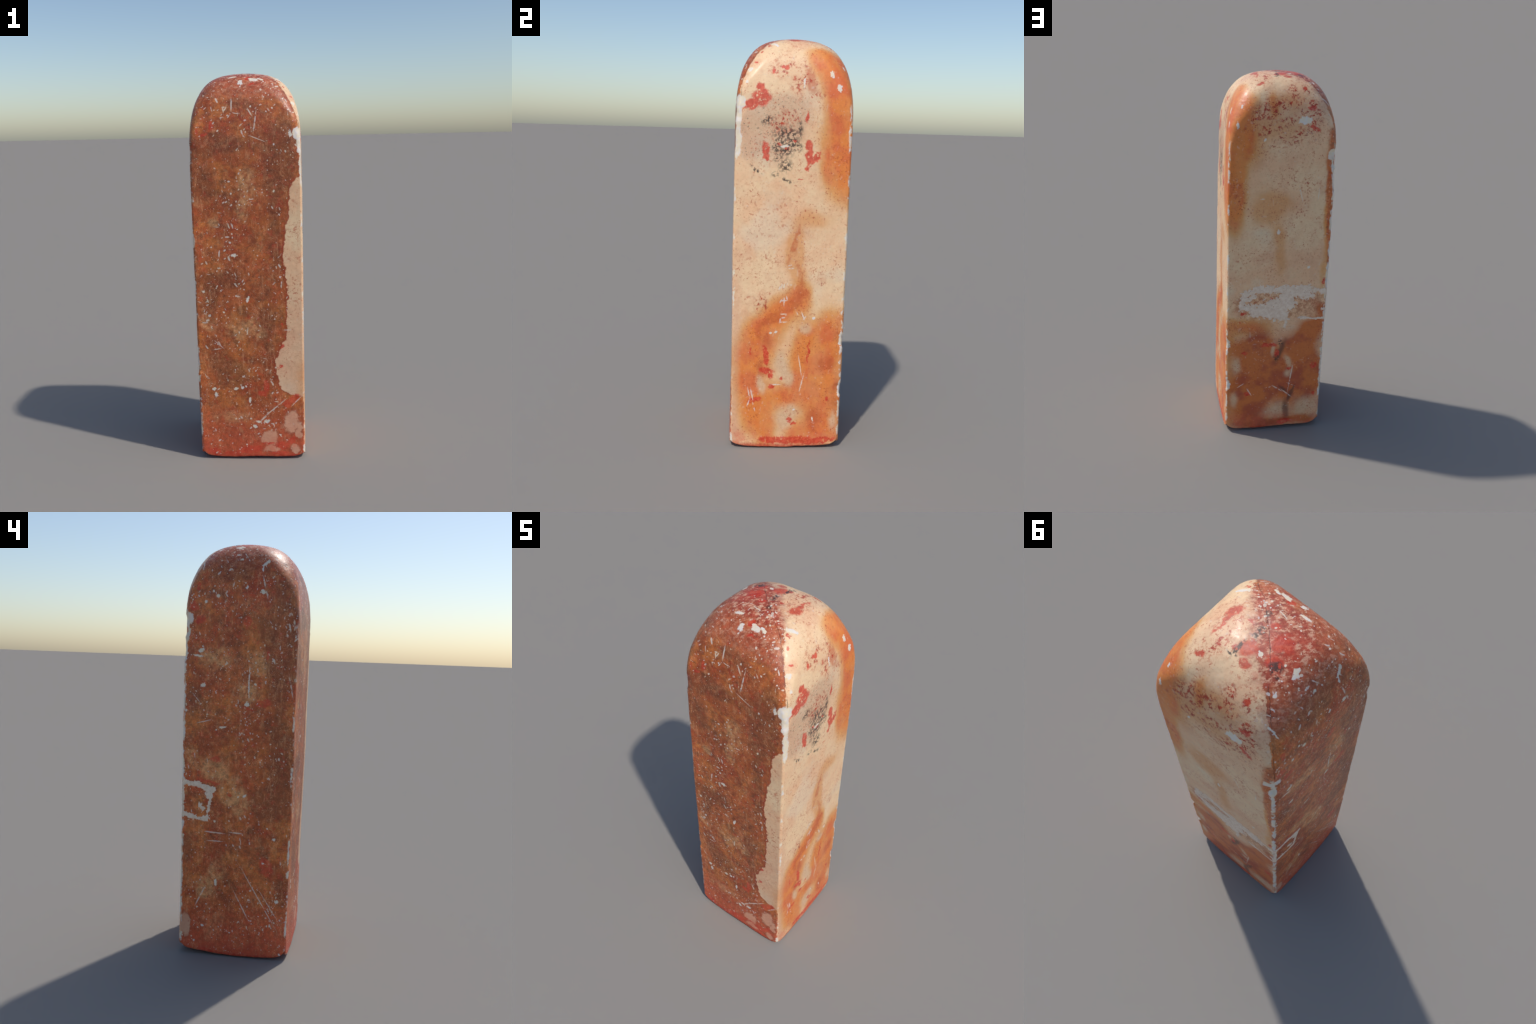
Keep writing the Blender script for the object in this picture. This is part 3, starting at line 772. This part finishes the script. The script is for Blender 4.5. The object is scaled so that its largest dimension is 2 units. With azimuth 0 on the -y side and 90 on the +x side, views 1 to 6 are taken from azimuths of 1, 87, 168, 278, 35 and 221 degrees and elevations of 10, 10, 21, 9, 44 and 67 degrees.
def residue_material():
    g = Graph("dried_label_paste")
    p = g.node("ShaderNodeBsdfPrincipled")
    tone = g.mix(g.step(.35, .65, g.noise(60, 5, .7)), srgb(232, 204, 178), srgb(246, 224, 202))  # off-white tinted pinker to cancel blue skylight on the shaded sides
    tone = g.mix(g.mul(g.step(.60, .68, g.noise(90, 4, .7)), .7), tone, srgb(176, 128, 96))
    g.feed(p.inputs["Base Color"], tone)
    p.inputs["Roughness"].default_value = .85
    bump = g.node("ShaderNodeBump")
    bump.inputs["Strength"].default_value = .5
    bump.inputs["Distance"].default_value = .003
    g.feed(bump.inputs["Height"], g.noise(120, 4, .7))
    g.feed(p.inputs["Normal"], bump.outputs[0])
    out = g.node("ShaderNodeOutputMaterial")
    g.t.links.new(p.outputs[0], out.inputs[0])
    return g.mat


# ---------------------------------------------------------------- objects
def mesh_object(name, verts, faces, material, parent):
    me = bpy.data.meshes.new(name)
    me.from_pydata(verts.tolist(), [], faces)
    me.materials.append(material)
    me.polygons.foreach_set("use_smooth", [True] * len(me.polygons))
    ob = bpy.data.objects.new(name, me)
    ob.parent = parent
    bpy.context.scene.collection.objects.link(ob)
    return ob


def build_stone(thing, materials):
    G = stone_surface()
    nz, n, _ = G.shape
    P = G.reshape(-1, 3)
    foot = np.array([[P[:n, 0].mean(), P[:n, 1].mean(), .0]])
    # underside: rings shrinking to the middle, bulging down to the ground
    fillet = []
    for k, (shrink, drop) in enumerate(((.995, .0022), (.985, .0042), (.965, .0062), (.90, .0085), (.7, .95), (.35, 1.0))):
        q = P[:n].copy()
        q[:, :2] = foot[0, :2] + (q[:, :2] - foot[0, :2]) * shrink
        if drop < .5:
            q[:, 2] = np.maximum(q[:, 2] - drop, 0)
        else:
            q[:, 2] = q[:, 2] * (1 - drop)
        fillet.append(q)
    under = np.concatenate(fillet[::-1])
    V = np.concatenate([under, P])
    rows = nz + len(fillet)
    V[:, 2] -= V[:, 2].min()
    V[:, 2] *= HEIGHT / V[:, 2].max()
    # vertex normals of the whole closed surface
    N = grid_normals(V.reshape(rows, n, 3)).reshape(-1, 3)
    N[-n:] = (0, 0, 1)
    N[:n] = (0, 0, -1)
    i = np.arange(rows)[:, None] * n
    j = np.arange(n)[None]
    k = (j + 1) % n
    quad = np.stack(np.broadcast_arrays(i[:-1] + j, i[:-1] + k, i[:-1] + n + k, i[:-1] + n + j), -1)
    zs = levels()
    dome_row = len(fillet) + int(np.searchsorted(zs, 1.60))
    foot_row = len(fillet) - 2
    for name, a, b in (("seal_face", 0, foot_row), ("shaft", foot_row, dome_row), ("domed_top", dome_row, rows - 1)):
        faces = quad[a:b].reshape(-1, 4) - a * n
        verts, normals = V[a * n:(b + 1) * n], N[a * n:(b + 1) * n]
        faces = faces.tolist()
        if name == "seal_face":
            faces.append(list(range(n))[::-1])
        if name == "domed_top":
            last = (b - a) * n
            faces.append(list(range(last, last + n)))
        ob = mesh_object(name, verts, faces, materials["dome" if name == "domed_top" else "right"], thing)
        if name != "domed_top":
            for s in ("back", "left", "front"):
                ob.data.materials.append(materials[s])
            # each side of the pillar carries its own stains; they meet on the ridges
            turn = (np.arange(n) - CORNER_N // 2) // (n // 4) % 4          # back, left, front, right
            kinds = np.tile(np.array([1, 2, 3, 0])[turn], b - a)
            ob.data.polygons.foreach_set("material_index", np.r_[kinds, [0] * (len(faces) - len(kinds))].astype(np.int32))
        ob.data.normals_split_custom_set_from_vertices(normals.tolist())
    return G


def capsule(a, z, a0, z0, a1, z1):
    """Distance from points to a segment on the unrolled faces."""
    px, pz, dx, dz = a - a0, z - z0, a1 - a0, z1 - z0
    t = np.clip((px * dx + pz * dz) / (dx * dx + dz * dz), 0, 1)
    return np.hypot(px - t * dx, pz - t * dz)


def build_residue(thing, material, G):
    """Crusts of dried paste where a paper label sat across one corner (back and left)."""
    n = SIDE_N + CORNER_N
    corner = n + CORNER_N // 2                         # middle of the back-left arc
    zs = levels()
    rows = np.nonzero((zs > .62) & (zs < .96))[0]
    step = .0022
    av = np.arange(-.20, .54, step)                    # >0 on the back, <0 on the left
    zv = np.arange(.64, .93, step)
    near = G[rows]
    surf = np.zeros((len(zv), len(av), 3))
    for r in range(len(zv)):
        f = np.interp(zv[r], zs[rows], np.arange(len(rows)))
        i = min(int(f), len(rows) - 2)
        line = near[i] + (near[i + 1] - near[i]) * (f - i)
        order = (corner + np.arange(-n, n)) % len(line)
        path = line[order]
        arc = np.r_[0, np.cumsum(np.linalg.norm(np.diff(path, axis=0), axis=1))]
        arc -= arc[n]
        for c in range(3):
            surf[r, :, c] = np.interp(-av, arc, path[:, c])
    A, Z = np.meshgrid(av, zv)
    flat = np.c_[A.ravel(), np.zeros(A.size), Z.ravel()]
    wob = .004 * noise(flat, 24, 31, 3).reshape(A.shape)
    # streaks: start, end (distance from the corner, height), half width
    strokes = [(.10, .884, .40, .882, .021), (.00, .864, .12, .880, .018), (.40, .884, .455, .860, .014), (.455, .86, .47, .80, .008),
               (.10, .850, .24, .850, .024), (.20, .82, .30, .80, .020), (.47, .79, .40, .775, .014), (.40, .765, .24, .770, .020),
               (.40, .745, .24, .716, .012), (.30, .765, .20, .795, .018), (.30, .74, .24, .735, .022), (.0, .698, .15, .712, .007),
               (.02, .756, .0, .755, .008), (.44, .83, .40, .85, .010), (.20, .705, .235, .712, .004), (.22, .69, .225, .66, .006),
               (-.004, .862, -.085, .856, .012), (-.085, .852, -.150, .838, .012), (-.148, .838, -.138, .780, .009), (-.138, .78, -.122, .690, .008),
               (-.122, .686, -.06, .692, .010), (-.06, .692, -.004, .712, .010), (-.004, .86, -.002, .70, .008), (-.088, .760, -.10, .742, .012),
               (-.13, .84, -.135, .80, .014), (-.11, .69, -.125, .70, .014)]
    strokes = [s[:4] + (s[4] * (1.35 if s[0] > .1 and s[2] > .1 else .95 if s[2] < -.01 else 1.0),) for s in strokes]
    cover = np.full(A.shape, -1.0)
    for a0, z0, a1, z1, half in strokes:
        cover = np.maximum(cover, 1 - (capsule(A, Z, a0, z0, a1, z1) + wob) / half)
    grit = noise(flat, 55, 37, 3).reshape(A.shape)
    smear = noise(flat * [.45, 1, 1], 30, 41, 2).reshape(A.shape)
    crumb = noise(flat, 130, 43, 2).reshape(A.shape)
    cover = cover + .40 * grit + .35 * smear + .75 * crumb
    keep = cover > -.13
    thick = .0004 + .0012 * smooth(.1, .7, cover)
    N = np.cross(np.gradient(surf, axis=1), np.gradient(surf, axis=0))
    N /= np.linalg.norm(N, axis=2, keepdims=True) + 1e-12
    if np.nanmean(N[:, len(av) * 2 // 3, 1]) < 0:
        N = -N
    top = surf + N * thick[..., None]
    low = surf - N * .0012
    cell = keep[:-1, :-1] & keep[1:, :-1] & keep[:-1, 1:] & keep[1:, 1:]
    w = len(av)
    ids = np.arange(A.size).reshape(A.shape)
    size = A.size
    faces = []
    rr, cc = np.nonzero(cell)
    pad = np.pad(cell, 1)
    for r, c in zip(rr.tolist(), cc.tolist()):
        a, b, d, e = r * w + c, r * w + c + 1, (r + 1) * w + c + 1, (r + 1) * w + c
        faces.append((a, e, d, b))
        for open_, p, q in ((not pad[r, c + 1], a, b), (not pad[r + 2, c + 1], d, e), (not pad[r + 1, c], e, a), (not pad[r + 1, c + 2], b, d)):
            if open_:
                faces.append((p, q, q + size, p + size))
    V = np.concatenate([top.reshape(-1, 3), low.reshape(-1, 3)])
    used = np.unique(np.array([i for f in faces for i in f]))
    back = np.full(len(V), -1)
    back[used] = np.arange(len(used))
    faces = [tuple(back[i] for i in f) for f in faces]
    faces = [tuple(int(i) for i in f) for f in faces]
    ob = mesh_object("label_residue", V[used], faces, material, thing)
    ob["kind"] = "stuff"


def build():
    thing = bpy.data.objects.new("stone_seal", None)
    bpy.context.scene.collection.objects.link(thing)
    thing["label"] = "tall square stone seal, domed top, half brown rind, half cream"
    thing["category"] = "stone seal"
    G = build_stone(thing, {s: stone_material(s) for s in ("front", "right", "back", "left", "dome")})
    build_residue(thing, residue_material(), G)


build()
